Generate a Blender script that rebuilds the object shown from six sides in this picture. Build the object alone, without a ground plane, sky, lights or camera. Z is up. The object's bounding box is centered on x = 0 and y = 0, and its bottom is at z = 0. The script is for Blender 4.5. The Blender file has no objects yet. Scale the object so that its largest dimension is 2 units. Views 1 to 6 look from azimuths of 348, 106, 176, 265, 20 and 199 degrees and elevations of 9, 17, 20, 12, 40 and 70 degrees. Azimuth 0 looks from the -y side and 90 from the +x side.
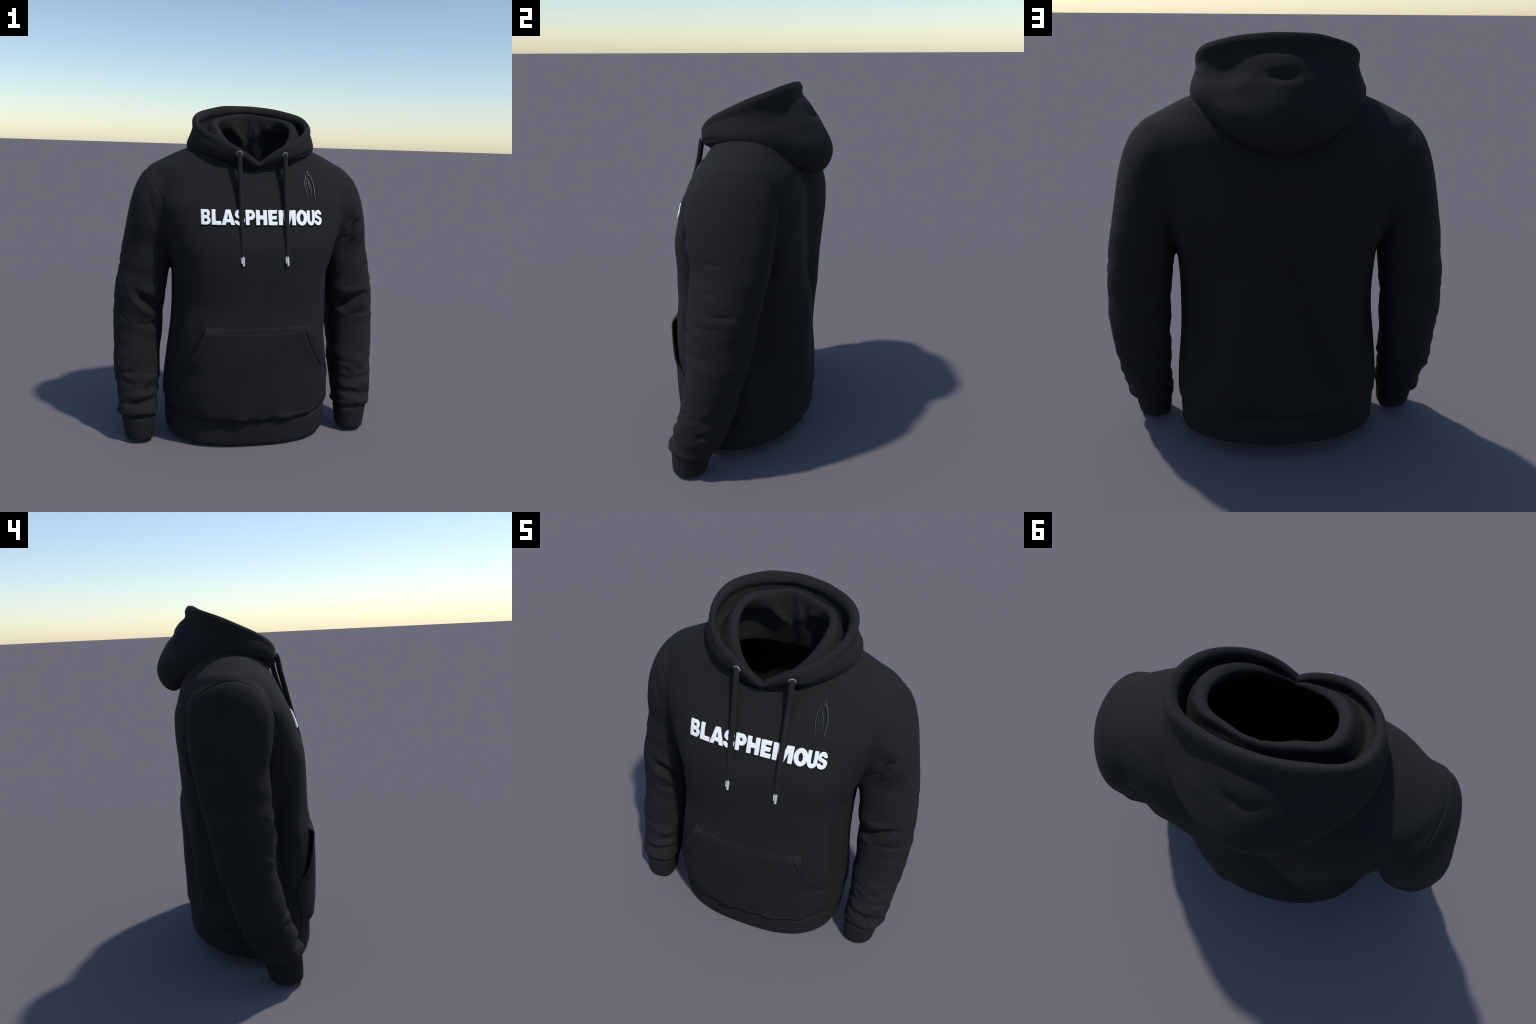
import bpy, bmesh, math, random
import numpy as np
from mathutils import Vector
from mathutils.bvhtree import BVHTree

random.seed(7)
rng = np.random.default_rng(7)
COL = bpy.context.scene.collection


# ------------------------------------------------------------------ helpers
def spline(keys, vals, x):
    """Smooth (monotone-limited cubic Hermite) interpolation of key values."""
    keys = np.asarray(keys, float)
    vals = np.asarray(vals, float)
    x = np.clip(np.asarray(x, float), keys[0], keys[-1])
    h = np.diff(keys)
    d = np.diff(vals) / h
    m = np.zeros_like(vals)
    m[0], m[-1] = d[0], d[-1]
    for i in range(1, len(vals) - 1):
        if d[i - 1] * d[i] > 0:
            w1, w2 = 2 * h[i] + h[i - 1], h[i] + 2 * h[i - 1]
            m[i] = (w1 + w2) / (w1 / d[i - 1] + w2 / d[i])
    i = np.clip(np.searchsorted(keys, x) - 1, 0, len(h) - 1)
    t = (x - keys[i]) / h[i]
    return ((2 * t**3 - 3 * t**2 + 1) * vals[i] + (t**3 - 2 * t**2 + t) * h[i] * m[i]
            + (-2 * t**3 + 3 * t**2) * vals[i + 1] + (t**3 - t**2) * h[i] * m[i + 1])


def catmull(P, n):
    """Catmull-Rom curve through the points P (open), n samples in all."""
    P = np.asarray(P, float)
    Q = np.vstack([2 * P[0] - P[1], P, 2 * P[-1] - P[-2]])
    out = []
    for u in np.linspace(0, len(P) - 1, n):
        i = min(int(u), len(P) - 2)
        t = u - i
        a, b, c, d = Q[i], Q[i + 1], Q[i + 2], Q[i + 3]
        out.append(0.5 * (2 * b + (c - a) * t + (2 * a - 5 * b + 4 * c - d) * t**2
                          + (3 * b - 3 * c + d - a) * t**3))
    return np.array(out)


def sstep(a, b, x):
    t = np.clip((x - a) / (b - a), 0, 1)
    return t * t * (3 - 2 * t)


def gauss(x, s):
    return np.exp(-(x / s)**2)


def grid_faces(nr, nc, wrap=False):
    f = []
    for r in range(nr - 1):
        for c in range(nc if wrap else nc - 1):
            c2 = (c + 1) % nc
            f.append((r * nc + c, r * nc + c2, (r + 1) * nc + c2, (r + 1) * nc + c))
    return f


def make_obj(name, verts, faces, mat=None, parent=None, smooth=True):
    me = bpy.data.meshes.new(name)
    me.from_pydata([tuple(map(float, v)) for v in verts], [], [tuple(map(int, f)) for f in faces])
    me.update()
    ob = bpy.data.objects.new(name, me)
    COL.objects.link(ob)
    if mat:
        me.materials.append(mat)
    if smooth:
        me.polygons.foreach_set("use_smooth", [True] * len(me.polygons))
    if parent:
        ob.parent = parent
    return ob


def apply_mods(ob):
    dg = bpy.context.evaluated_depsgraph_get()
    me = bpy.data.meshes.new_from_object(ob.evaluated_get(dg))
    old = ob.data
    ob.modifiers.clear()
    ob.data = me
    bpy.data.meshes.remove(old)


def recalc_normals(ob):
    bm = bmesh.new()
    bm.from_mesh(ob.data)
    bmesh.ops.recalc_face_normals(bm, faces=bm.faces)
    bm.to_mesh(ob.data)
    bm.free()


def verts_of(me):
    a = np.empty(len(me.vertices) * 3)
    me.vertices.foreach_get("co", a)
    return a.reshape(-1, 3)


def normals_of(me):
    a = np.empty(len(me.vertices) * 3)
    me.vertices.foreach_get("normal", a)
    return a.reshape(-1, 3)


def edges_of(me):
    a = np.empty(len(me.edges) * 2, dtype=np.int32)
    me.edges.foreach_get("vertices", a)
    return a.reshape(-1, 2)


def laplace(co, ed, it, f=0.5, mask=None):
    n = len(co)
    deg = np.bincount(ed.ravel(), minlength=n)[:, None].astype(float)
    for _ in range(it):
        s = np.zeros_like(co)
        for k in range(3):
            s[:, k] = (np.bincount(ed[:, 0], weights=co[ed[:, 1], k], minlength=n)
                       + np.bincount(ed[:, 1], weights=co[ed[:, 0], k], minlength=n))
        d = f * (s / np.maximum(deg, 1) - co)
        co = co + (d if mask is None else d * mask[:, None])
    return co


def wobble(co, scale, seed, octaves=2):
    """Cheap smooth pseudo-noise in -1..1 out of summed rotated sines."""
    r = np.random.default_rng(seed)
    out = np.zeros(len(co))
    amp, tot = 1.0, 0.0
    for _ in range(octaves):
        acc = np.zeros(len(co))
        for _ in range(5):
            k = r.normal(size=3)
            k *= scale / np.linalg.norm(k) * r.uniform(0.7, 1.3)
            acc += np.sin(co @ k + r.uniform(0, 6.28))
        out += amp * acc / 2.6
        tot += amp
        amp *= 0.5
        scale *= 2.1
    return np.clip(out / tot, -1.3, 1.3)


# ---------------------------------------------------------------- materials
def node_mat(name):
    m = bpy.data.materials.new(name)
    m.use_nodes = True
    nt = m.node_tree
    return m, nt, nt.nodes["Principled BSDF"]


def fabric(name, dark, light, rib=False, bump=0.25, spec=0.25):
    m, nt, b = node_mat(name)
    N, L = nt.nodes, nt.links
    tc = N.new("ShaderNodeTexCoord")
    n1 = N.new("ShaderNodeTexNoise")
    n1.inputs["Scale"].default_value = 5.0
    n1.inputs["Detail"].default_value = 4.0
    n2 = N.new("ShaderNodeTexNoise")
    n2.inputs["Scale"].default_value = 260.0
    n2.inputs["Detail"].default_value = 2.0
    for n in (n1, n2):
        L.new(tc.outputs["Object"], n.inputs["Vector"])
    mixf = N.new("ShaderNodeMath")
    mixf.operation = 'MULTIPLY_ADD'
    mixf.inputs[1].default_value = 0.3
    L.new(n2.outputs["Fac"], mixf.inputs[0])
    L.new(n1.outputs["Fac"], mixf.inputs[2])
    ramp = N.new("ShaderNodeValToRGB")
    ramp.color_ramp.elements[0].position = 0.35
    ramp.color_ramp.elements[0].color = (*dark, 1)
    ramp.color_ramp.elements[1].position = 0.95
    ramp.color_ramp.elements[1].color = (*light, 1)
    L.new(mixf.outputs[0], ramp.inputs["Fac"])
    L.new(ramp.outputs["Color"], b.inputs["Base Color"])
    b.inputs["Roughness"].default_value = 0.92
    b.inputs["Specular IOR Level"].default_value = spec
    bp = N.new("ShaderNodeBump")
    bp.inputs["Strength"].default_value = bump
    bp.inputs["Distance"].default_value = 0.0015
    if rib:
        w = N.new("ShaderNodeTexWave")
        w.inputs["Scale"].default_value = 55.0
        w.inputs["Distortion"].default_value = 0.4
        L.new(tc.outputs["Object"], w.inputs["Vector"])
        L.new(w.outputs["Fac"], bp.inputs["Height"])
    else:
        L.new(n2.outputs["Fac"], bp.inputs["Height"])
    L.new(bp.outputs["Normal"], b.inputs["Normal"])
    return m


def plain(name, col, rough, metal=0.0, var=0.08, scale=60):
    m, nt, b = node_mat(name)
    N, L = nt.nodes, nt.links
    tc = N.new("ShaderNodeTexCoord")
    n1 = N.new("ShaderNodeTexNoise")
    n1.inputs["Scale"].default_value = scale
    L.new(tc.outputs["Object"], n1.inputs["Vector"])
    ramp = N.new("ShaderNodeValToRGB")
    ramp.color_ramp.elements[0].position = 0.3
    ramp.color_ramp.elements[1].position = 0.7
    ramp.color_ramp.elements[0].color = (*[c * (1 - var) for c in col], 1)
    ramp.color_ramp.elements[1].color = (*[min(1, c * (1 + var)) for c in col], 1)
    L.new(n1.outputs["Fac"], ramp.inputs["Fac"])
    L.new(ramp.outputs["Color"], b.inputs["Base Color"])
    b.inputs["Roughness"].default_value = rough
    b.inputs["Metallic"].default_value = metal
    return m


BLACK = fabric("black_fleece", (0.0126, 0.0127, 0.0128), (0.0156, 0.0157, 0.0158), spec=0.2)
RIB = fabric("black_ribbed_knit", (0.0122, 0.0123, 0.0124), (0.0152, 0.0153, 0.0154), rib=True, bump=0.15, spec=0.2)
LINING = fabric("black_hood_lining", (0.0132, 0.0132, 0.0131), (0.0160, 0.0160, 0.0159), spec=0.2)
CORD = fabric("black_cord_braid", (0.0135, 0.0136, 0.0138), (0.0170, 0.0171, 0.0174), bump=0.4, spec=0.2)
WHITE = plain("white_puff_print", (0.95, 0.96, 0.985), 0.8, var=0.03)
METAL = plain("brushed_steel", (0.55, 0.56, 0.57), 0.45, metal=0.25, var=0.25, scale=120)
GROMMET = plain("dull_steel", (0.23, 0.23, 0.24), 0.5, metal=0.2)
THREAD = fabric("black_satin_thread", (0.013, 0.013, 0.014), (0.024, 0.024, 0.025), spec=0.7)
THREAD.node_tree.nodes["Principled BSDF"].inputs["Roughness"].default_value = 0.4

# --------------------------------------------------------- top-level object
hoodie = bpy.data.objects.new("hoodie", None)
COL.objects.link(hoodie)
hoodie["label"] = "black pullover hoodie with white block lettering and kangaroo pocket"
hoodie["category"] = "hoodie"


# ------------------------------------------------------------ torso + sleeves
def ring(xc, w_in, w_out, yc, yf, yb, nf, nb, n, nfi=None, nbi=None):
    """Asymmetric superellipse: separate inner/outer half width, front/back depth."""
    a = np.linspace(0, 2 * np.pi, n, endpoint=False)
    c, s = np.cos(a), np.sin(a)
    ex = np.where(s < 0, nf, nb)
    if nfi:
        ex = np.where(c < 0, np.where(s < 0, nfi, nbi), ex)
    x = np.sign(c) * np.abs(c)**(2 / ex)
    y = np.sign(s) * np.abs(s)**(2 / ex)
    x = xc + np.where(x > 0, w_out, w_in) * x
    y = yc + np.where(y < 0, yc - yf, yb - yc) * y
    return x, y


#           z     half-w  front   back   side-y  front/back squareness
TORSO = [(0.000, 0.496, -0.374, 0.332, -0.02, 2.6, 2.1),
         (0.020, 0.501, -0.380, 0.338, -0.02, 2.6, 2.1),
         (0.150, 0.503, -0.390, 0.340, -0.02, 2.6, 2.1),
         (0.215, 0.514, -0.408, 0.352, -0.02, 2.6, 2.0),
         (0.350, 0.509, -0.414, 0.354, -0.02, 2.7, 1.95),
         (0.500, 0.496, -0.414, 0.356, -0.02, 2.8, 1.95),
         (0.700, 0.478, -0.408, 0.358, -0.02, 2.8, 2.0),
         (0.850, 0.474, -0.391, 0.360, -0.01, 2.8, 2.2),
         (1.000, 0.474, -0.389, 0.362, 0.00, 2.9, 2.5),
         (1.150, 0.505, -0.380, 0.366, 0.02, 3.1, 2.9),
         (1.300, 0.555, -0.337, 0.370, 0.04, 3.2, 3.0),
         (1.400, 0.585, -0.303, 0.370, 0.05, 3.2, 2.8),
         (1.500, 0.610, -0.263, 0.345, 0.06, 2.6, 2.6),
         (1.570, 0.622, -0.230, 0.325, 0.06, 2.3, 2.4),
         (1.620, 0.608, -0.206, 0.300, 0.06, 2.05, 2.2),
         (1.660, 0.535, -0.186, 0.276, 0.06, 2.0, 2.1),
         (1.700, 0.460, -0.165, 0.266, 0.06, 2.0, 2.0),
         (1.750, 0.340, -0.125, 0.215, 0.06, 2.0, 2.0)]
T = np.array(TORSO)


def hem_tilt(y, z):
    return (0.053 + 0.132 * y) * (1 - sstep(0.0, 0.75, z))


def closed_loft(rows):
    nr, nc = len(rows), len(rows[0])
    V = [p for r in rows for p in r]
    F = grid_faces(nr, nc, wrap=True)
    F.append(tuple(reversed(range(nc))))
    F.append(tuple((nr - 1) * nc + i for i in range(nc)))
    return V, F


def back_hollow(x, y, z):
    """the back is drawn in between the shoulder blades; lower down it hangs in
    long uneven vertical folds (valley left of the middle, valleys under both arms)"""
    depth = spline([0.85, 1.05, 1.35, 1.5, 1.6, 1.68], [0.0, 0.030, 0.054, 0.055, 0.035, 0.0], z)
    d = -depth * gauss(x, 0.20)
    xv = spline([0.3, 0.6, 0.95, 1.1], [-0.22, -0.13, -0.04, 0.0], z)
    dv = spline([0.18, 0.32, 0.6, 0.9, 1.1], [0.0, 0.044, 0.060, 0.060, 0.015], z)
    d = d - dv * gauss(x - xv, 0.075)
    dl = spline([0.18, 0.35, 0.6, 0.8, 1.0], [0.0, 0.038, 0.044, 0.026, 0.0], z)
    d = d - dl * gauss(x + 0.43, 0.055)
    dr = spline([0.18, 0.32, 0.5, 0.8, 1.0], [0.0, 0.034, 0.036, 0.020, 0.0], z)
    d = d - dr * gauss(x - 0.40, 0.05)
    d = d + 0.038 * gauss(x - 0.20, 0.10) * sstep(0.15, 0.4, z) * (1 - sstep(0.75, 1.0, z))
    d = d + 0.010 * gauss(x + 0.31, 0.05) * sstep(0.2, 0.4, z) * (1 - sstep(0.8, 1.0, z))
    return sstep(0.0, 0.15, y) * d


def torso_solid():
    rows = []
    for z in np.linspace(0, 1.75, 120):
        w, yf, yb, yc, nf, nb = [spline(T[:, 0], T[:, k], z) for k in range(1, 7)]
        x, y = ring(0, w, w, yc, yf, yb, nf, nb, 160)
        y = y + back_hollow(x, y, z)
        # the front sags back a little behind one half of the pocket
        y = y + 0.013 * sstep(0.0, -0.2, y) * gauss(x - 0.24, 0.14) * sstep(0.1, 0.25, z) * (1 - sstep(0.5, 0.7, z))
        lean = -0.008 * (1 - float(sstep(0.45, 0.9, z)))
        rows.append(np.stack([x + lean, y, z + hem_tilt(y, z)], 1))
    return closed_loft(rows)


#            z    outer  inner  front   back
SLEEVE = [(0.000, 0.744, 0.578, -0.252, -0.084),
          (0.060, 0.752, 0.573, -0.256, -0.064),
          (0.130, 0.765, 0.566, -0.254, -0.042),
          (0.165, 0.782, 0.560, -0.250, -0.008),
          (0.240, 0.792, 0.553, -0.232, 0.032),
          (0.380, 0.808, 0.541, -0.190, 0.092),
          (0.500, 0.815, 0.534, -0.162, 0.124),
          (0.700, 0.822, 0.522, -0.132, 0.184),
          (0.850, 0.818, 0.509, -0.138, 0.208),
          (1.000, 0.798, 0.487, -0.130, 0.238),
          (1.150, 0.771, 0.460, -0.122, 0.266),
          (1.300, 0.742, 0.430, -0.152, 0.280),
          (1.400, 0.720, 0.415, -0.158, 0.280),
          (1.500, 0.690, 0.400, -0.138, 0.262),
          (1.570, 0.655, 0.390, -0.094, 0.220),
          (1.615, 0.615, 0.400, -0.030, 0.150)]
S = np.array(SLEEVE)


def sleeve_solid(sign):
    rows = []
    for z in np.linspace(0.016, 1.615, 130):
        xo, xi, yf, yb = [spline(S[:, 0], S[:, k], z) for k in range(1, 5)]
        xc, yc = 0.5 * (xo + xi), 0.5 * (yf + yb)
        x, y = ring(xc, xc - xi, xo - xc, yc, yf, yb, 2.05 + 0.4 * float(sstep(1.1, 1.3, z)), 1.8, 72, 2.8, 2.8)
        shift = -0.009 * (1 - float(sstep(0.12, 0.28, z) if sign > 0 else sstep(0.3, 0.95, z)))
        shift += 0.002 * float(sign > 0) * float(gauss(z - 0.6, 0.3))      # both forearms swing a little to one side
        rows.append(np.stack([sign * x + shift, y, np.full(72, z)], 1))
    return closed_loft(rows)


VOX = 0.0065


def union_body():
    V, F = [], []
    for v, f in (torso_solid(), sleeve_solid(1), sleeve_solid(-1)):
        o = len(V)
        V += list(v)
        F += [tuple(i + o for i in q) for q in f]
    ob = make_obj("body_union", V, F)
    recalc_normals(ob)
    md = ob.modifiers.new("r", 'REMESH')
    md.mode = 'VOXEL'
    md.voxel_size = VOX
    apply_mods(ob)
    return ob


body = union_body()
me = body.data
co = verts_of(me)
ed = edges_of(me)
co = laplace(co, ed, 6, 0.5)
# melt the junction of sleeve and torso a little
ax = np.abs(co[:, 0])
junc = gauss(ax - 0.54, 0.10) * sstep(0.95, 1.1, co[:, 2])
co = laplace(co, ed, 36, 0.5, junc)


def set_co(me, co):
    me.vertices.foreach_set("co", np.ascontiguousarray(co).ravel())
    me.update()


set_co(me, co)


# the armhole seam: a plane-ish curve |x| = armhole(y, z)
def armhole_x(y, z):
    return spline([0.85, 1.0, 1.15, 1.3, 1.45, 1.6, 1.7],
                  [0.470, 0.478, 0.498, 0.530, 0.572, 0.622, 0.640], z) - 0.02 * sstep(0.05, -0.15, y) * sstep(1.58, 1.45, z)


def is_sleeve(p):
    x, y, z = np.abs(p[:, 0]), p[:, 1], p[:, 2]
    low = (z < 0.95) & (x > 0.5 + 0.5 * (spline(S[:, 0], S[:, 2], z) - spline(T[:, 0], T[:, 1], z) ) - 0.0)
    mid = np.where(z < 0.95, 0.5 * (spline(S[:, 0], S[:, 2], z) + spline(T[:, 0], T[:, 1], z)), 0)
    low = (z < 0.95) & (x > mid)
    return low | ((z >= 0.95) & (x > armhole_x(y, z)))


# ---- folds: strokes on the cloth, (points, radius, height) height<0 = crease
def stroke_field(co, pts, rad, hgt, taper=True):
    pts = np.asarray(pts, float)
    if len(pts) > 2:
        pts = catmull(pts, 4 * len(pts))
    best = np.full(len(co), 1e9)
    tt = np.zeros(len(co))
    lo, hi = pts.min(0) - 3 * rad, pts.max(0) + 3 * rad
    near = np.all((co > lo) & (co < hi), axis=1)
    if not near.any():
        return np.zeros(len(co))
    c = co[near]
    b, t = best[near], tt[near]
    n = len(pts) - 1
    for i in range(n):
        a, d = pts[i], pts[i + 1] - pts[i]
        u = np.clip(((c - a) @ d) / max(d @ d, 1e-9), 0, 1)
        q = np.linalg.norm(c - a - u[:, None] * d, axis=1)
        k = q < b
        b = np.where(k, q, b)
        t = np.where(k, (i + u) / n, t)
    e = gauss(b, rad)
    if taper:
        e *= np.clip(np.sin(np.pi * np.clip(t, 0.04, 0.96)), 0, 1)**0.6
    out = np.zeros(len(co))
    out[near] = hgt * e
    return out


FOLDS = []


def fold(pts, rad, hgt, both=False):
    FOLDS.append((pts, rad, hgt))
    if both:
        FOLDS.append(([(-x, y, z) for x, y, z in pts], rad, hgt))


# elbow: pinched folds on the inside/front of each arm
fold([(0.52, -0.06, 0.785), (0.58, -0.13, 0.80), (0.64, -0.15, 0.825), (0.72, -0.14, 0.865)], 0.026, -0.058)
fold([(0.66, -0.15, 0.80), (0.72, -0.13, 0.85), (0.76, -0.10, 0.87)], 0.014, -0.016)
fold([(0.54, -0.10, 0.76), (0.61, -0.15, 0.725), (0.70, -0.15, 0.735)], 0.018, 0.014)
fold([(0.53, -0.08, 0.89), (0.60, -0.14, 0.885), (0.70, -0.14, 0.90)], 0.022, 0.010)
fold([(-0.54, -0.10, 0.74), (-0.62, -0.15, 0.76), (-0.70, -0.15, 0.84), (-0.75, -0.10, 0.93)], 0.024, 0.016)
fold([(-0.52, -0.06, 0.68), (-0.60, -0.13, 0.69), (-0.70, -0.14, 0.70)], 0.020, -0.016)
fold([(-0.51, -0.04, 0.765), (-0.57, -0.12, 0.80), (-0.63, -0.14, 0.835), (-0.70, -0.13, 0.875)], 0.028, -0.054)
fold([(0.51, 0.02, 0.72), (0.52, 0.08, 0.73), (0.54, 0.16, 0.72)], 0.016, -0.012, both=True)
# stacked folds above the cuffs
for sgn in (1, -1):
    for k, (z, h, r) in enumerate([(0.20, 0.012, 0.020), (0.245, -0.016, 0.018), (0.285, 0.013, 0.022),
                                   (0.335, -0.013, 0.018), (0.385, 0.010, 0.022), (0.43, -0.008, 0.018)]):
        tl = 0.05 * math.sin(1.7 * k + sgn)
        y0 = -0.245 + 0.22 * max(0, z - 0.2)
        fold([(sgn * 0.56, y0 + 0.07, z + tl * 0.6), (sgn * 0.62, y0 + 0.01, z + tl * 0.3),
              (sgn * 0.70, y0, z - tl * 0.2), (sgn * 0.79, y0 + 0.06, z - tl * 0.7)], r, h)
        fold([(sgn * 0.81, y0 + 0.07, z - tl), (sgn * 0.80, y0 + 0.16, z - 0.02), (sgn * 0.74, y0 + 0.24, z + tl)],
             r, 0.6 * h * (1 if k % 2 else -1))
# drag folds at the armpits, front and back
fold([(0.60, -0.17, 1.36), (0.57, -0.20, 1.27), (0.545, -0.17, 1.15)], 0.014, -0.012)
fold([(0.67, -0.13, 1.33), (0.63, -0.15, 1.29), (0.60, -0.16, 1.24), (0.57, -0.17, 1.18)], 0.018, -0.030)
fold([(0.66, -0.13, 1.26), (0.62, -0.14, 1.21), (0.58, -0.15, 1.16)], 0.012, 0.012)
fold([(0.64, -0.13, 1.37), (0.60, -0.16, 1.31), (0.55, -0.19, 1.26)], 0.018, -0.016)
fold([(0.63, -0.12, 1.25), (0.57, -0.14, 1.20), (0.52, -0.15, 1.14)], 0.016, -0.012)
fold([(-0.63, -0.12, 1.52), (-0.60, -0.17, 1.36), (-0.54, -0.17, 1.20), (-0.51, -0.13, 1.08)], 0.016, -0.012)
fold([(0.60, 0.30, 1.46), (0.575, 0.32, 1.32), (0.54, 0.30, 1.18), (0.51, 0.24, 1.05)], 0.016, -0.014, both=True)
fold([(0.54, 0.35, 1.42), (0.51, 0.36, 1.30), (0.48, 0.33, 1.15)], 0.030, 0.010, both=True)
fold([(0.58, 0.33, 1.50), (0.62, 0.30, 1.42), (0.62, 0.28, 1.30)], 0.018, 0.012)
fold([(0.40, -0.32, 1.05), (0.415, -0.32, 0.85), (0.425, -0.31, 0.60)], 0.026, 0.018)
fold([(-0.40, -0.32, 1.05), (-0.415, -0.32, 0.85), (-0.425, -0.31, 0.60)], 0.026, 0.016)
fold([(0.462, -0.25, 0.97), (0.466, -0.25, 0.78), (0.474, -0.25, 0.62)], 0.032, -0.032)
fold([(-0.465, -0.25, 0.97), (-0.470, -0.25, 0.78), (-0.478, -0.25, 0.62)], 0.032, -0.030)
fold([(0.465, -0.20, 1.00), (0.475, -0.20, 0.75), (0.490, -0.17, 0.50), (0.505, -0.13, 0.34)], 0.045, -0.044)
fold([(-0.465, -0.20, 1.00), (-0.475, -0.18, 0.75), (-0.490, -0.18, 0.45)], 0.045, -0.040)
fold([(0.42, 0.32, 1.25), (0.43, 0.30, 1.14), (0.42, 0.28, 1.05)], 0.055, 0.028, both=True)


# fine random wrinkles: short creases round the forearms, the elbows and under the arms
for sgn in (1, -1):
    for k in range(46):
        if k < 30:
            z0, amp = rng.uniform(0.19, 0.50), rng.uniform(0.006, 0.012)
        else:
            z0, amp = rng.uniform(0.62, 1.25), rng.uniform(0.004, 0.009)
        a0 = rng.uniform(0, 2 * np.pi)
        span = rng.uniform(0.35, 0.9)
        slope = rng.normal(0, 0.05)
        pts = []
        for t in (-0.5, 0.0, 0.5):
            zz = z0 + slope * t + rng.normal(0, 0.006)
            xo, xi, yf, yb = [float(spline(S[:, 0], S[:, q], zz)) for q in range(1, 5)]
            aa = a0 + span * t
            pts.append((sgn * (0.5 * (xo + xi) + 0.5 * (xo - xi) * math.cos(aa)),
                        0.5 * (yf + yb) + 0.5 * (yb - yf) * math.sin(aa), zz))
        fold(pts, rng.uniform(0.009, 0.016), amp * (-1 if rng.random() < 0.6 else 0.8))


def hem_line(co):
    """height of the seam between torso and hem band"""
    return 0.158 + hem_tilt(co[:, 1], 0.15 + 0 * co[:, 1]) * 1.0 + 0.006 * wobble(co[:, :3] * [1, 1, 0], 16, 3)


def cuff_line(co):
    return 0.150 - 0.10 * (co[:, 1] + 0.15)


def surface_relief(co, nrm):
    d = np.zeros(len(co))
    for pts, r, h in FOLDS:
        d += stroke_field(co, pts, r, h)
    sl = is_sleeve(co)
    z = co[:, 2]
    # soft cloth unevenness
    d += 0.0035 * wobble(co, 9, 11) * sstep(0.1, 0.3, z)
    d += 0.0045 * wobble(co * [1, 1, 1.8], 20, 12) * sl * (1 - sstep(0.9, 1.3, z)) * sstep(0.12, 0.22, z)
    # hem seam groove, puckered fabric just above it
    zz = z - hem_line(co)
    tor = ~sl
    front = sstep(0.0, -0.3, co[:, 1])
    d += tor * (-0.012 * gauss(zz, 0.010)
                + (0.006 + 0.006 * front) * wobble(co * [1, 1, 0.3], 34, 21) * gauss(zz - 0.03, 0.035))
    d += tor * 0.004 * front * wobble(co * [1, 1, 0.3], 26, 22) * gauss(zz + 0.05, 0.05)
    # cuff seam
    zc = z - cuff_line(co)
    d += sl * (-0.010 * gauss(zc, 0.010) + 0.008 * gauss(zc - 0.025, 0.018)
               + 0.007 * wobble(co * [1, 1, 0.4], 36, 31) * gauss(zc - 0.03, 0.03))
    # armhole seam
    da = np.abs(co[:, 0]) - armhole_x(co[:, 1], z)
    m = sstep(1.02, 1.15, z)
    d += m * (-0.005 * gauss(da, 0.005))
    return d


nrm = normals_of(me)
co = co + nrm * surface_relief(co, nrm)[:, None]
co = laplace(co, ed, 1, 0.4)
set_co(me, co)

# ground contact: flatten nothing, only clip below zero
co[:, 2] = np.maximum(co[:, 2], 0.0)
set_co(me, co)

# open the neck, the hem and the cuffs
bm = bmesh.new()
bm.from_mesh(me)
bm.faces.ensure_lookup_table()
kill = []
for f in bm.faces:
    c = f.calc_center_median()
    n = f.normal
    ang = math.degrees(math.atan2(abs(c.x), -c.y))
    neck = c.z > 1.585 and math.hypot(c.x, c.y) < float(np.interp(ang, [0, 25, 50, 80, 110, 140, 180], [.206, .228, .258, .298, .302, .25, .22]))
    hem = n.z < -0.45 and c.z < 0.14 and abs(c.x) < 0.52
    cuff = n.z < -0.45 and c.z < 0.02 and abs(c.x) > 0.55
    if neck or hem or cuff:
        kill.append(f)
bmesh.ops.delete(bm, geom=kill, context='FACES')
bm.to_mesh(me)
bm.free()
outer_bvh = BVHTree.FromPolygons([v.co.copy() for v in me.vertices], [tuple(p.vertices) for p in me.polygons])
md = body.modifiers.new("s", 'SOLIDIFY')
md.thickness = 0.012
md.offset = -1
apply_mods(body)
me = body.data


def split_parts(ob, regions):
    """regions: list of (name, material, mask over faces). Borders coincide; whole-body normals kept."""
    me = ob.data
    co = verts_of(me)
    nr = normals_of(me)
    polys = [tuple(p.vertices) for p in me.polygons]
    out = []
    for name, mat, mask in regions:
        idx = np.nonzero(mask)[0]
        used = np.unique(np.concatenate([polys[i] for i in idx]))
        remap = {int(v): k for k, v in enumerate(used)}
        fs = [tuple(remap[v] for v in polys[i]) for i in idx]
        o = make_obj(name, co[used], fs, mat, hoodie)
        o.data.normals_split_custom_set_from_vertices([tuple(n) for n in nr[used]])
        out.append(o)
    return out


cen = np.empty(len(me.polygons) * 3)
me.polygons.foreach_get("center", cen)
cen = cen.reshape(-1, 3)
slv = is_sleeve(cen)
hemm = (~slv) & (cen[:, 2] < hem_line(cen))
cuf = slv & (cen[:, 2] < cuff_line(cen))
right = cen[:, 0] > 0
split_parts(body, [("torso", BLACK, ~slv & ~hemm), ("hem_band", RIB, hemm),
                   ("sleeve", BLACK, slv & ~cuf & right), ("sleeve.001", BLACK, slv & ~cuf & ~right),
                   ("cuff", RIB, cuf & right), ("cuff.001", RIB, cuf & ~right)])
bpy.data.objects.remove(body)


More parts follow.
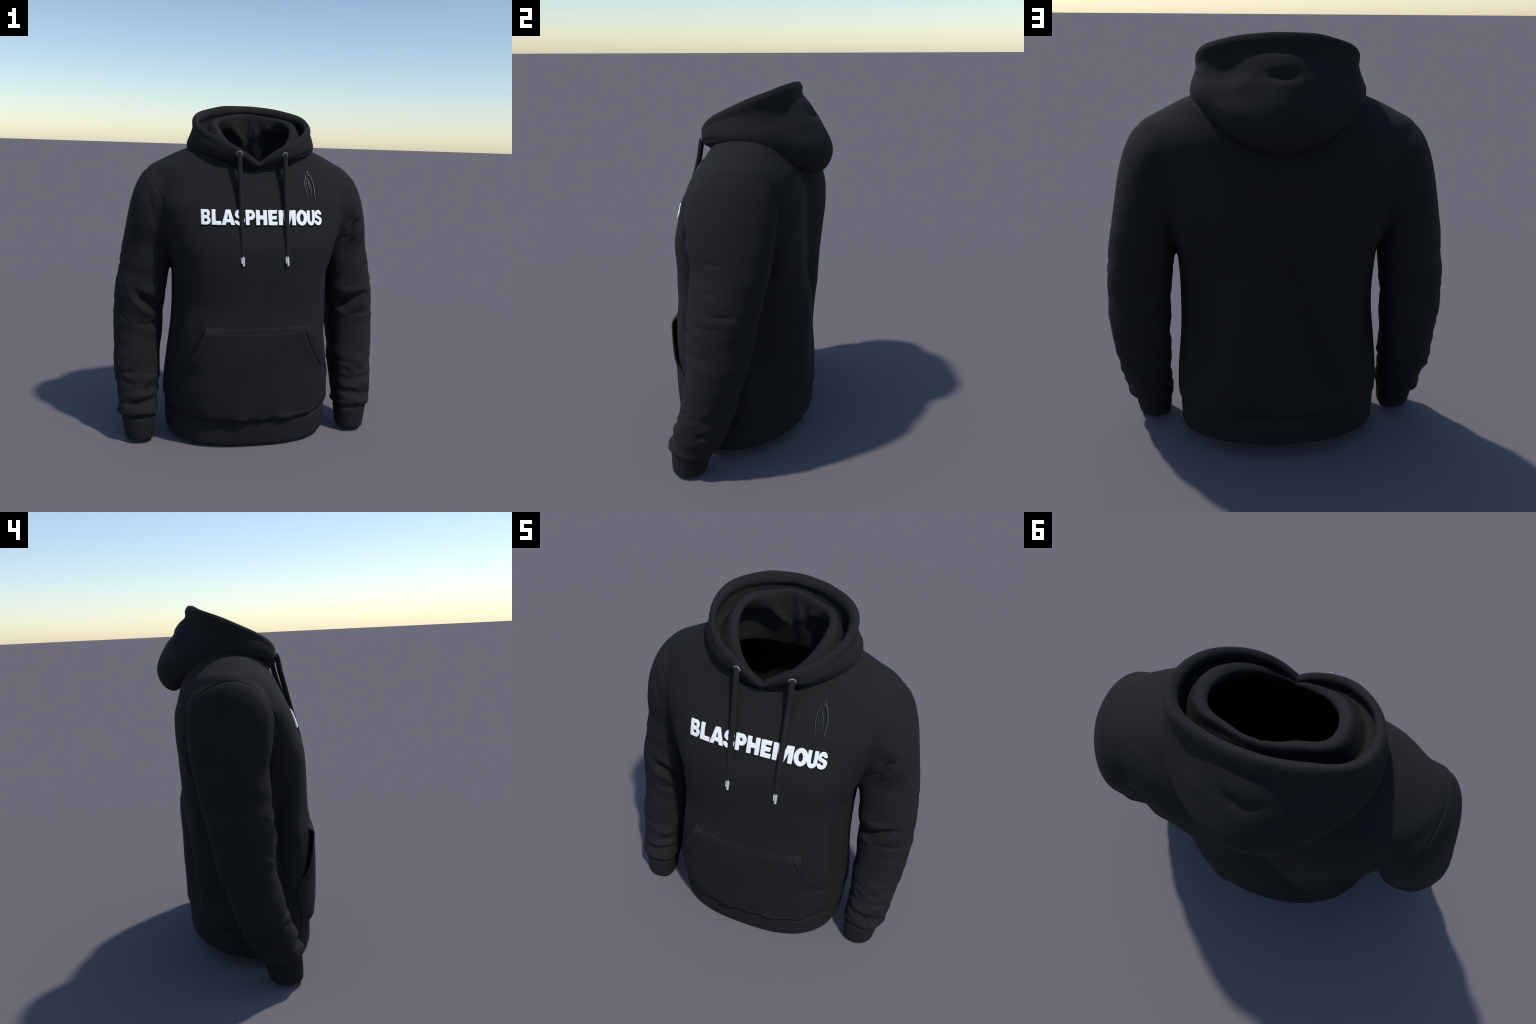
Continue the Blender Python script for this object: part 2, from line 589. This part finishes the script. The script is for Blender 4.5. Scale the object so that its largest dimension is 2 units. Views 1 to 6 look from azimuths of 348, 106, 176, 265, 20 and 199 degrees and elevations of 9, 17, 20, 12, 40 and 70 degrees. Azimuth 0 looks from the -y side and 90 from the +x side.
def chest(x, z, y0=-1.0):
    """y of the outer cloth surface straight behind (x, z)"""
    h = outer_bvh.ray_cast(Vector((x, y0, z)), Vector((0, 1, 0)))
    return h[0].y if h[0] is not None else -0.3


# -------------------------------------------------------------------- hood
TH = [0, 25, 50, 80, 110, 140, 160, 180]     # degrees round from the front V to the back
RAILS = [  # (radius keys, height keys) from the tucked base, over the outer rim and the inner roll, to the neck
    ([.206, .214, .242, .290, .312, .285, .275, .275], [1.616, 1.632, 1.660, 1.692, 1.690, 1.620, 1.575, 1.560]),
    ([.218, .232, .270, .336, .380, .354, .352, .352], [1.628, 1.654, 1.680, 1.704, 1.692, 1.602, 1.550, 1.525]),
    ([.228, .246, .297, .360, .397, .393, .410, .415], [1.634, 1.664, 1.690, 1.720, 1.720, 1.635, 1.590, 1.570]),
    ([.235, .254, .311, .370, .397, .400, .425, .436], [1.640, 1.677, 1.710, 1.752, 1.768, 1.720, 1.680, 1.665]),
    ([.236, .262, .313, .361, .370, .342, .366, .381], [1.645, 1.693, 1.734, 1.796, 1.822, 1.802, 1.790, 1.790]),
    ([.234, .265, .312, .351, .355, .302, .301, .302], [1.651, 1.706, 1.754, 1.823, 1.866, 1.882, 1.895, 1.900]),
    ([.232, .266, .311, .351, .356, .290, .268, .262], [1.655, 1.718, 1.771, 1.840, 1.904, 1.934, 1.938, 1.938]),
    ([.228, .263, .307, .349, .354, .290, .265, .258], [1.659, 1.727, 1.785, 1.855, 1.926, 1.963, 1.972, 1.975]),
    ([.220, .252, .292, .333, .338, .272, .246, .239], [1.660, 1.738, 1.799, 1.870, 1.943, 1.986, 1.997, 2.001]),
    ([.210, .236, .274, .315, .318, .252, .225, .217], [1.656, 1.728, 1.790, 1.859, 1.930, 1.972, 1.982, 1.986]),
    ([.207, .229, .269, .311, .312, .246, .218, .210], [1.650, 1.710, 1.770, 1.836, 1.907, 1.949, 1.959, 1.964]),
    ([.208, .228, .272, .318, .322, .256, .229, .221], [1.645, 1.692, 1.745, 1.805, 1.872, 1.918, 1.930, 1.936]),
    ([.207, .224, .262, .302, .302, .238, .208, .199], [1.643, 1.682, 1.732, 1.785, 1.822, 1.872, 1.892, 1.900]),
    ([.206, .226, .256, .286, .281, .212, .193, .187], [1.646, 1.688, 1.748, 1.808, 1.855, 1.898, 1.915, 1.922]),
    ([.203, .218, .237, .256, .254, .193, .177, .171], [1.649, 1.698, 1.772, 1.856, 1.908, 1.936, 1.944, 1.948]),
    ([.198, .203, .212, .222, .222, .168, .159, .155], [1.646, 1.686, 1.756, 1.838, 1.893, 1.920, 1.931, 1.936]),
    ([.196, .205, .220, .246, .250, .172, .156, .155], [1.634, 1.660, 1.702, 1.776, 1.832, 1.856, 1.864, 1.867]),
    ([.196, .215, .250, .295, .300, .225, .170, .165], [1.610, 1.622, 1.650, 1.735, 1.785, 1.796, 1.780, 1.776]),
    ([.202, .224, .254, .291, .296, .242, .206, .203], [1.580, 1.590, 1.600, 1.620, 1.635, 1.640, 1.640, 1.640]),
]
# the inner roll is not symmetric: it sits further in on one side
INNER = [0, 0, 0, 0, 0, 0, 0, 0, 0, 0, 0, 0, .004, .012, .020, .024, .022, .010, 0]


def keyed(vals, th):
    """smooth over the whole loop (mirror at the back), with a cusp at the front V"""
    k = TH + [360 - t for t in reversed(TH[:-1])]
    v = list(vals) + list(reversed(vals[:-1]))
    P = np.stack([k, v], 1)
    # Catmull-Rom with uneven keys (finite-difference tangents)
    k, v = P[:, 0], P[:, 1]
    m = np.gradient(v, k)
    i = np.clip(np.searchsorted(k, th, side='right') - 1, 0, len(k) - 2)
    h = k[i + 1] - k[i]
    t = (th - k[i]) / h
    return ((2 * t**3 - 3 * t**2 + 1) * v[i] + (t**3 - 2 * t**2 + t) * h * m[i]
            + (-2 * t**3 + 3 * t**2) * v[i + 1] + (t**3 - t**2) * h * m[i + 1])


def build_hood():
    nth, npr = 241, 150
    th = np.linspace(0.0, 360.0, nth)
    R = np.array([keyed(r, th) for r, z in RAILS])
    Z = np.array([keyed(z, th) for r, z in RAILS])
    a = np.radians(th)
    lean = np.clip(-np.sin(a), 0, 1)
    R = R - np.array(INNER)[:, None] * lean[None, :]
    G = np.zeros((npr, nth, 3))
    for j in range(nth):
        prof = catmull(np.stack([R[:, j], Z[:, j]], 1), npr)
        G[:, j, 0] = prof[:, 0] * math.sin(a[j])
        G[:, j, 1] = -prof[:, 0] * math.cos(a[j])
        G[:, j, 2] = prof[:, 1]
    # drop the duplicate last column, wrap
    G = G[:, :-1]
    nc = nth - 1
    V = G.reshape(-1, 3)
    F = grid_faces(npr, nc, wrap=True)
    rail = np.repeat(np.linspace(0, len(RAILS) - 1, npr), nc)
    return V, F, rail


HV, HF, HR = build_hood()
tmp = make_obj("hood_sheet", HV, HF)
hn = normals_of(tmp.data)
hed = edges_of(tmp.data)
HF_folds = [([(-0.075, 0.345, 1.860), (-0.02, 0.350, 1.846), (0.035, 0.345, 1.846), (0.08, 0.335, 1.858)], 0.022, -0.020),
            ([(0.10, 0.34, 1.80), (0.22, 0.29, 1.79), (0.31, 0.20, 1.79)], 0.035, 0.010),
            ([(-0.10, 0.34, 1.82), (-0.2, 0.30, 1.80), (-0.30, 0.20, 1.79)], 0.035, 0.008),
            ([(0.22, -0.20, 1.705), (0.30, -0.15, 1.72), (0.36, -0.05, 1.745)], 0.014, -0.008),
            ([(-0.22, -0.20, 1.705), (-0.30, -0.15, 1.72), (-0.36, -0.05, 1.745)], 0.014, -0.006),
            # inner roll: gathered lining behind the neck
            ([(-0.12, 0.13, 1.88), (-0.07, 0.15, 1.83), (-0.02, 0.16, 1.77)], 0.020, 0.022),
            ([(0.05, 0.15, 1.87), (0.05, 0.155, 1.83), (0.03, 0.16, 1.78)], 0.018, 0.018),
            ([(0.14, 0.11, 1.88), (0.10, 0.13, 1.84), (0.07, 0.15, 1.81)], 0.016, 0.016),
            ([(0.0, 0.155, 1.94), (0.0, 0.16, 1.86), (0.0, 0.165, 1.76)], 0.010, -0.008)]
hd = np.zeros(len(HV))
for pts, r, h in HF_folds:
    hd += stroke_field(HV, pts, r, h)
hd += 0.004 * wobble(HV, 14, 41) * sstep(0.5, 2.0, HR)
HV2 = HV + hn * hd[:, None]
for v, c in zip(tmp.data.vertices, HV2):
    v.co = c
tmp.data.update()
hcen = np.array([np.mean(HR[list(f)]) for f in HF])
hn = normals_of(tmp.data)
for name, mat, mask in (("hood", BLACK, hcen < 11.5), ("hood_lining", LINING, hcen >= 11.5)):
    idx = np.nonzero(mask)[0]
    used = np.unique(np.array([HF[i] for i in idx]).ravel())
    remap = {int(v): k for k, v in enumerate(used)}
    o = make_obj(name, HV2[used], [tuple(remap[v] for v in HF[i]) for i in idx], mat, hoodie)
    o.data.normals_split_custom_set_from_vertices([tuple(n) for n in hn[used]])
bpy.data.objects.remove(tmp)


# ------------------------------------------------------------------ pocket
PZ = [0.176, 0.20, 0.30, 0.385, 0.44, 0.52, 0.60, 0.73]
PX = [0.418, 0.425, 0.452, 0.466, 0.450, 0.404, 0.364, 0.306]


def build_pocket():
    nz, nx = 90, 120
    V = np.zeros((nz, nx, 3))
    base = np.zeros((nz, nx))
    for i, z in enumerate(np.linspace(PZ[0], PZ[-1], nz)):
        hw = float(np.interp(z, PZ, PX))
        for j, s in enumerate(np.linspace(-1, 1, nx)):
            base[i, j] = chest(s * hw, z + 0.010 * (s * hw / 0.4)**2)
    for _ in range(12):       # the patch bridges the small folds of the cloth behind it
        p = np.pad(base, 1, mode='edge')
        base = np.minimum(base, 0.5 * base + 0.125 * (p[:-2, 1:-1] + p[2:, 1:-1] + p[1:-1, :-2] + p[1:-1, 2:]))
    for i, z in enumerate(np.linspace(PZ[0], PZ[-1], nz)):
        hw = float(np.interp(z, PZ, PX))
        for j, s in enumerate(np.linspace(-1, 1, nx)):
            x = s * hw
            zz = z + 0.010 * (x / 0.4)**2 - (0.004 if abs(x) < .3 else 0) * 0
            y = base[i, j]
            edge = hw * (1 - abs(s))                   # distance to the side edge
            opening = sstep(0.42, 0.52, z) * (1 - sstep(0.70, 0.73, z))
            lift = 0.007 + 0.024 * opening * gauss(edge, 0.08)
            lift += 0.006 * gauss(z - 0.55, 0.25) * sstep(0, 0.15, edge)
            lift -= 0.006 * sstep(0.70, 0.73, z)
            if z < 0.20:
                lift += 0.003 + 0.005 * math.sin(x * 31 + 2 * math.sin(x * 11)) * sstep(0.2, 0.176, z)
            # stitch lines: facing along the openings and a double line under the top edge
            if 0.385 < z:
                lift -= 0.007 * gauss(edge - 0.052 * sstep(0.375, 0.47, z), 0.006)
            lift -= 0.005 * gauss(z - 0.702, 0.005)
            if edge < 0.02 and z < 0.42:
                lift -= 0.006 * gauss(edge, 0.012)
            V[i, j] = (x, y - lift, zz)
    V = V.reshape(-1, 3)
    ob = make_obj("pocket", V, grid_faces(nz, nx), BLACK, hoodie)
    recalc_normals(ob)
    ob.data.update()
    if ob.data.polygons[5000].normal.y > 0:
        ob.data.flip_normals()
    md = ob.modifiers.new("s", 'SOLIDIFY')
    md.thickness = 0.009
    md.offset = -1
    apply_mods(ob)
    ob.data.polygons.foreach_set("use_smooth", [True] * len(ob.data.polygons))
    return ob


build_pocket()


# --------------------------------------------------------------- lettering
def arc(cx, cy, rx, ry, a0, a1, n=10):
    return [(cx + rx * math.cos(math.radians(a)), cy + ry * math.sin(math.radians(a)))
            for a in np.linspace(a0, a1, n)]


def letter_shapes():
    """each letter in a unit box: list of closed outlines (even-odd fill)"""
    t = 0.30
    L = {}
    L["B"] = [[(0, 0), (0.62, 0)] + arc(0.62, 0.285, 0.38, 0.285, -90, 62) + arc(0.60, 0.74, 0.34, 0.26, -52, 90)
              + [(0, 1)],
              [(0.33, 0.19), (0.54, 0.19)] + arc(0.54, 0.30, 0.13, 0.11, -90, 90, 6) + [(0.33, 0.41)],
              [(0.33, 0.61), (0.52, 0.61)] + arc(0.52, 0.71, 0.12, 0.10, -90, 90, 6) + [(0.33, 0.81)]]
    L["L"] = [[(0, 0), (1, 0), (1, 0.24), (0.40, 0.24), (0.40, 1), (0, 1)]]
    L["A"] = [[(0, 0), (0.30, 0), (0.36, 0.18), (0.64, 0.18), (0.70, 0), (1, 0), (0.67, 1), (0.33, 1)],
              [(0.41, 0.38), (0.59, 0.38), (0.50, 0.76)]]
    s_out = (arc(0.5, 0.29, 0.50, 0.31, 180, 360, 12) + arc(0.62, 0.34, 0.38, 0.22, 0, 75, 6)
             + [(0.45, 0.62)] + arc(0.44, 0.70, 0.09, 0.075, 250, 90, 6) + arc(0.50, 0.70, 0.16, 0.085, 90, 0, 4)
             + [(0.95, 0.70)] + arc(0.5, 0.71, 0.45, 0.31, 0, 180, 12) + arc(0.40, 0.66, 0.36, 0.22, 190, 262, 6)
             + [(0.55, 0.40)] + arc(0.56, 0.295, 0.10, 0.085, 80, -90, 6) + arc(0.50, 0.295, 0.18, 0.095, 270, 180, 4))
    L["S"] = [s_out]
    L["P"] = [[(0, 0), (0.38, 0), (0.38, 0.34), (0.58, 0.34)] + arc(0.60, 0.67, 0.40, 0.33, -90, 90, 14) + [(0, 1)],
              [(0.38, 0.56), (0.52, 0.56)] + arc(0.52, 0.675, 0.13, 0.115, -90, 90, 6) + [(0.38, 0.79)]]
    L["H"] = [[(0, 0), (0.34, 0), (0.34, 0.38), (0.66, 0.38), (0.66, 0), (1, 0), (1, 1), (0.66, 1), (0.66, 0.63),
               (0.34, 0.63), (0.34, 1), (0, 1)]]
    L["E"] = [[(0, 0), (1, 0), (1, 0.23), (0.42, 0.23), (0.42, 0.39), (0.92, 0.39), (0.92, 0.61), (0.42, 0.61),
               (0.42, 0.77), (0.98, 0.77), (0.98, 1), (0, 1)]]
    L["M"] = [[(0, 0), (0.23, 0), (0.23, 0.66), (0.40, 0), (0.60, 0), (0.77, 0.66), (0.77, 0), (1, 0), (1, 1),
               (0.66, 1), (0.50, 0.42), (0.34, 1), (0, 1)]]
    L["O"] = [arc(0.5, 0.5, 0.5, 0.52, 0, 360, 29)[:-1], arc(0.5, 0.5, 0.17, 0.29, 360, 0, 19)[:-1]]
    L["U"] = [[(0, 1)] + arc(0.5, 0.34, 0.5, 0.36, 180, 360, 14) + [(1, 1), (0.64, 1)]
              + arc(0.5, 0.34, 0.14, 0.13, 0, -180, 8) + [(0.36, 1)]]
    return L


SHAPES = letter_shapes()
#        glyph, left x, right x
WORD = [("B", -.339, -.287), ("L", -.280, -.228), ("A", -.225, -.150), ("S", -.152, -.094), ("P", -.088, -.034),
        ("H", -.028, .036), ("E", .044, .096), ("M", .105, .206), ("O", .210, .277), ("U", .276, .324),
        ("S", .323, .369)]
ZB, ZT = 1.314, 1.397


def make_letter(ch, x0, x1, name):
    cu = bpy.data.curves.new("glyph", 'CURVE')
    cu.dimensions = '2D'
    cu.fill_mode = 'BOTH'
    cu.extrude = 0.0018
    cu.bevel_depth = 0.0022
    cu.bevel_resolution = 2
    cu.offset = -0.0018
    for outline in SHAPES[ch]:
        sp = cu.splines.new('POLY')
        sp.points.add(len(outline) - 1)
        for p, (u, v) in zip(sp.points, outline):
            p.co = (x0 + u * (x1 - x0), ZB + v * (ZT - ZB), 0, 1)
        sp.use_cyclic_u = True
    g = bpy.data.objects.new("glyph", cu)
    COL.objects.link(g)
    dg = bpy.context.evaluated_depsgraph_get()
    me = bpy.data.meshes.new_from_object(g.evaluated_get(dg))
    bpy.data.objects.remove(g)
    bm = bmesh.new()
    bm.from_mesh(me)
    bmesh.ops.remove_doubles(bm, verts=bm.verts, dist=1e-5)
    long = [e for e in bm.edges if e.calc_length() > 0.016]
    bmesh.ops.subdivide_edges(bm, edges=long, cuts=2, use_grid_fill=True)
    bmesh.ops.triangulate(bm, faces=bm.faces)
    # lay it on the chest
    for v in bm.verts:
        x, z, h = v.co.x, v.co.y, v.co.z
        jag = 0.0010 * math.sin(x * 900) * math.sin(z * 700)
        v.co = (x + jag, chest(x, z) - 0.0045 - h, z + jag)
    bmesh.ops.recalc_face_normals(bm, faces=bm.faces)
    bm.to_mesh(me)
    bm.free()
    me.materials.clear()
    me.materials.append(WHITE)
    ob = bpy.data.objects.new(name, me)
    COL.objects.link(ob)
    ob.parent = lettering
    return ob


lettering = bpy.data.objects.new("chest_lettering", None)
COL.objects.link(lettering)
lettering.parent = hoodie
for i, (ch, a, b) in enumerate(WORD):
    make_letter(ch, a, b, "letter" if i == 0 else "letter.%03d" % i)


# ---------------------------------------------------------------- tubes
def tube(name, pts, radii, mat, parent, n=14, res=8, cap=True, flat=1.0):
    C = catmull(pts, max(8, res * len(pts)))
    u = np.linspace(0, 1, len(C))
    r = np.interp(u, np.linspace(0, 1, len(radii)), radii)
    tan = np.gradient(C, axis=0)
    tan /= np.linalg.norm(tan, axis=1)[:, None]
    ref = np.array([0.0, -1.0, 0.1])
    V = []
    for c, t, q in zip(C, tan, r):
        s = np.cross(t, ref)
        s /= np.linalg.norm(s)
        w = np.cross(s, t)
        for k in range(n):
            a = 2 * math.pi * k / n
            V.append(c + q * (math.cos(a) * s + flat * math.sin(a) * w))
    F = grid_faces(len(C), n, wrap=True)
    if cap:
        F.append(tuple(reversed(range(n))))
        F.append(tuple((len(C) - 1) * n + k for k in range(n)))
    ob = make_obj(name, V, F, mat, parent)
    recalc_normals(ob)
    ob.data.set_sharp_from_angle(angle=math.radians(50))
    return ob


hood_bvh = BVHTree.FromPolygons([Vector(v) for v in HV2], HF)


def drawstring(x0, x1, name, k):
    hit, hnrm, _, _ = hood_bvh.ray_cast(Vector((x0, -1.0, 1.708)), Vector((0, 1, 0)))
    if hnrm.y > 0:
        hnrm = -hnrm
    yh = hit.y
    cord = tube("drawstring" + name,
                [(x0, yh + 0.022, 1.722), (x0, yh - 0.002, 1.706), (x0 + 0.05 * (x1 - x0), -0.243 - k, 1.672),
                 (x0 + 0.15 * (x1 - x0), -0.252 - k, 1.62), (x0 + 0.3 * (x1 - x0), -0.268 - k, 1.555),
                 (x0 + 0.5 * (x1 - x0), -0.304, 1.44), (x0 + 0.8 * (x1 - x0), -0.352, 1.25), (x1, -0.374, 1.141)],
                [0.011, 0.0140, 0.0150, 0.0150, 0.0150, 0.0145, 0.0145, 0.012], CORD, hoodie)
    tip = tube("cord_tip" + name, [(x1 + 0.002, -0.372, 1.146), (x1 + 0.003, -0.382, 1.118), (x1 + 0.003, -0.392, 1.088)],
               [0.0065, 0.0072, 0.0068], METAL, cord)
    tube("cord_tip_fold" + name, [(x1 - 0.008, -0.373, 1.144), (x1 - 0.0075, -0.382, 1.12), (x1 - 0.007, -0.388, 1.102)],
         [0.0038, 0.0042, 0.004], METAL, cord)
    # grommet ring lying on the hood rim, facing front and a little up
    me = bpy.data.meshes.new("grommet" + name)
    bm = bmesh.new()
    nrm = hnrm
    ctr = hit + 0.002 * nrm
    sx = nrm.cross(Vector((0, 0, 1))).normalized()
    sy = sx.cross(nrm)
    nu, nv = 32, 10
    vs = []
    for i in range(nu):
        a = 2 * math.pi * i / nu
        d = math.cos(a) * sx + math.sin(a) * sy
        vs.append([bm.verts.new(ctr + d * (0.0152 + 0.0034 * math.cos(b)) + nrm * (0.0034 * math.sin(b)))
                   for b in [2 * math.pi * j / nv for j in range(nv)]])
    for i in range(nu):
        for j in range(nv):
            bm.faces.new((vs[i][j], vs[(i + 1) % nu][j], vs[(i + 1) % nu][(j + 1) % nv], vs[i][(j + 1) % nv]))
    bmesh.ops.recalc_face_normals(bm, faces=bm.faces)
    bm.to_mesh(me)
    bm.free()
    me.materials.append(GROMMET)
    me.polygons.foreach_set("use_smooth", [True] * len(me.polygons))
    g = bpy.data.objects.new("grommet" + name, me)
    COL.objects.link(g)
    g.parent = hoodie


drawstring(-0.118, -0.107, "", 0.008)
drawstring(0.151, 0.151, ".001", 0.0)

# ------------------------------------------------ tone-on-tone stitched emblem
emblem = bpy.data.objects.new("stitched_emblem", None)
COL.objects.link(emblem)
emblem.parent = hoodie
STITCH = [([(.288, 1.612), (.298, 1.606), (.304, 1.616), (.298, 1.622)], 0.0047),
          ([(.292, 1.604), (.284, 1.575), (.277, 1.548), (.279, 1.515), (.286, 1.490), (.287, 1.455)], 0.0041),
          ([(.303, 1.605), (.318, 1.580), (.330, 1.545), (.333, 1.515), (.332, 1.485), (.328, 1.468)], 0.0051),
          ([(.297, 1.596), (.306, 1.592), (.313, 1.597)], 0.0047),
          ([(.299, 1.585), (.300, 1.555), (.304, 1.525), (.303, 1.510)], 0.0032),
          ([(.305, 1.565), (.311, 1.535), (.316, 1.500), (.314, 1.475)], 0.0035),
          ([(.290, 1.560), (.289, 1.530), (.294, 1.505)], 0.0027),
          ([(.332, 1.475), (.336, 1.465), (.334, 1.452)], 0.0030),
          ([(.283, 1.610), (.276, 1.612)], 0.0027)]
for i, (pts, r) in enumerate(STITCH):
    P = [(x, chest(x, z) - 0.5 * r, z) for x, z in pts]
    tube("stitch" if i == 0 else "stitch.%03d" % i, P, [0.4 * r, r, r, r, 0.4 * r], THREAD, emblem, n=8)
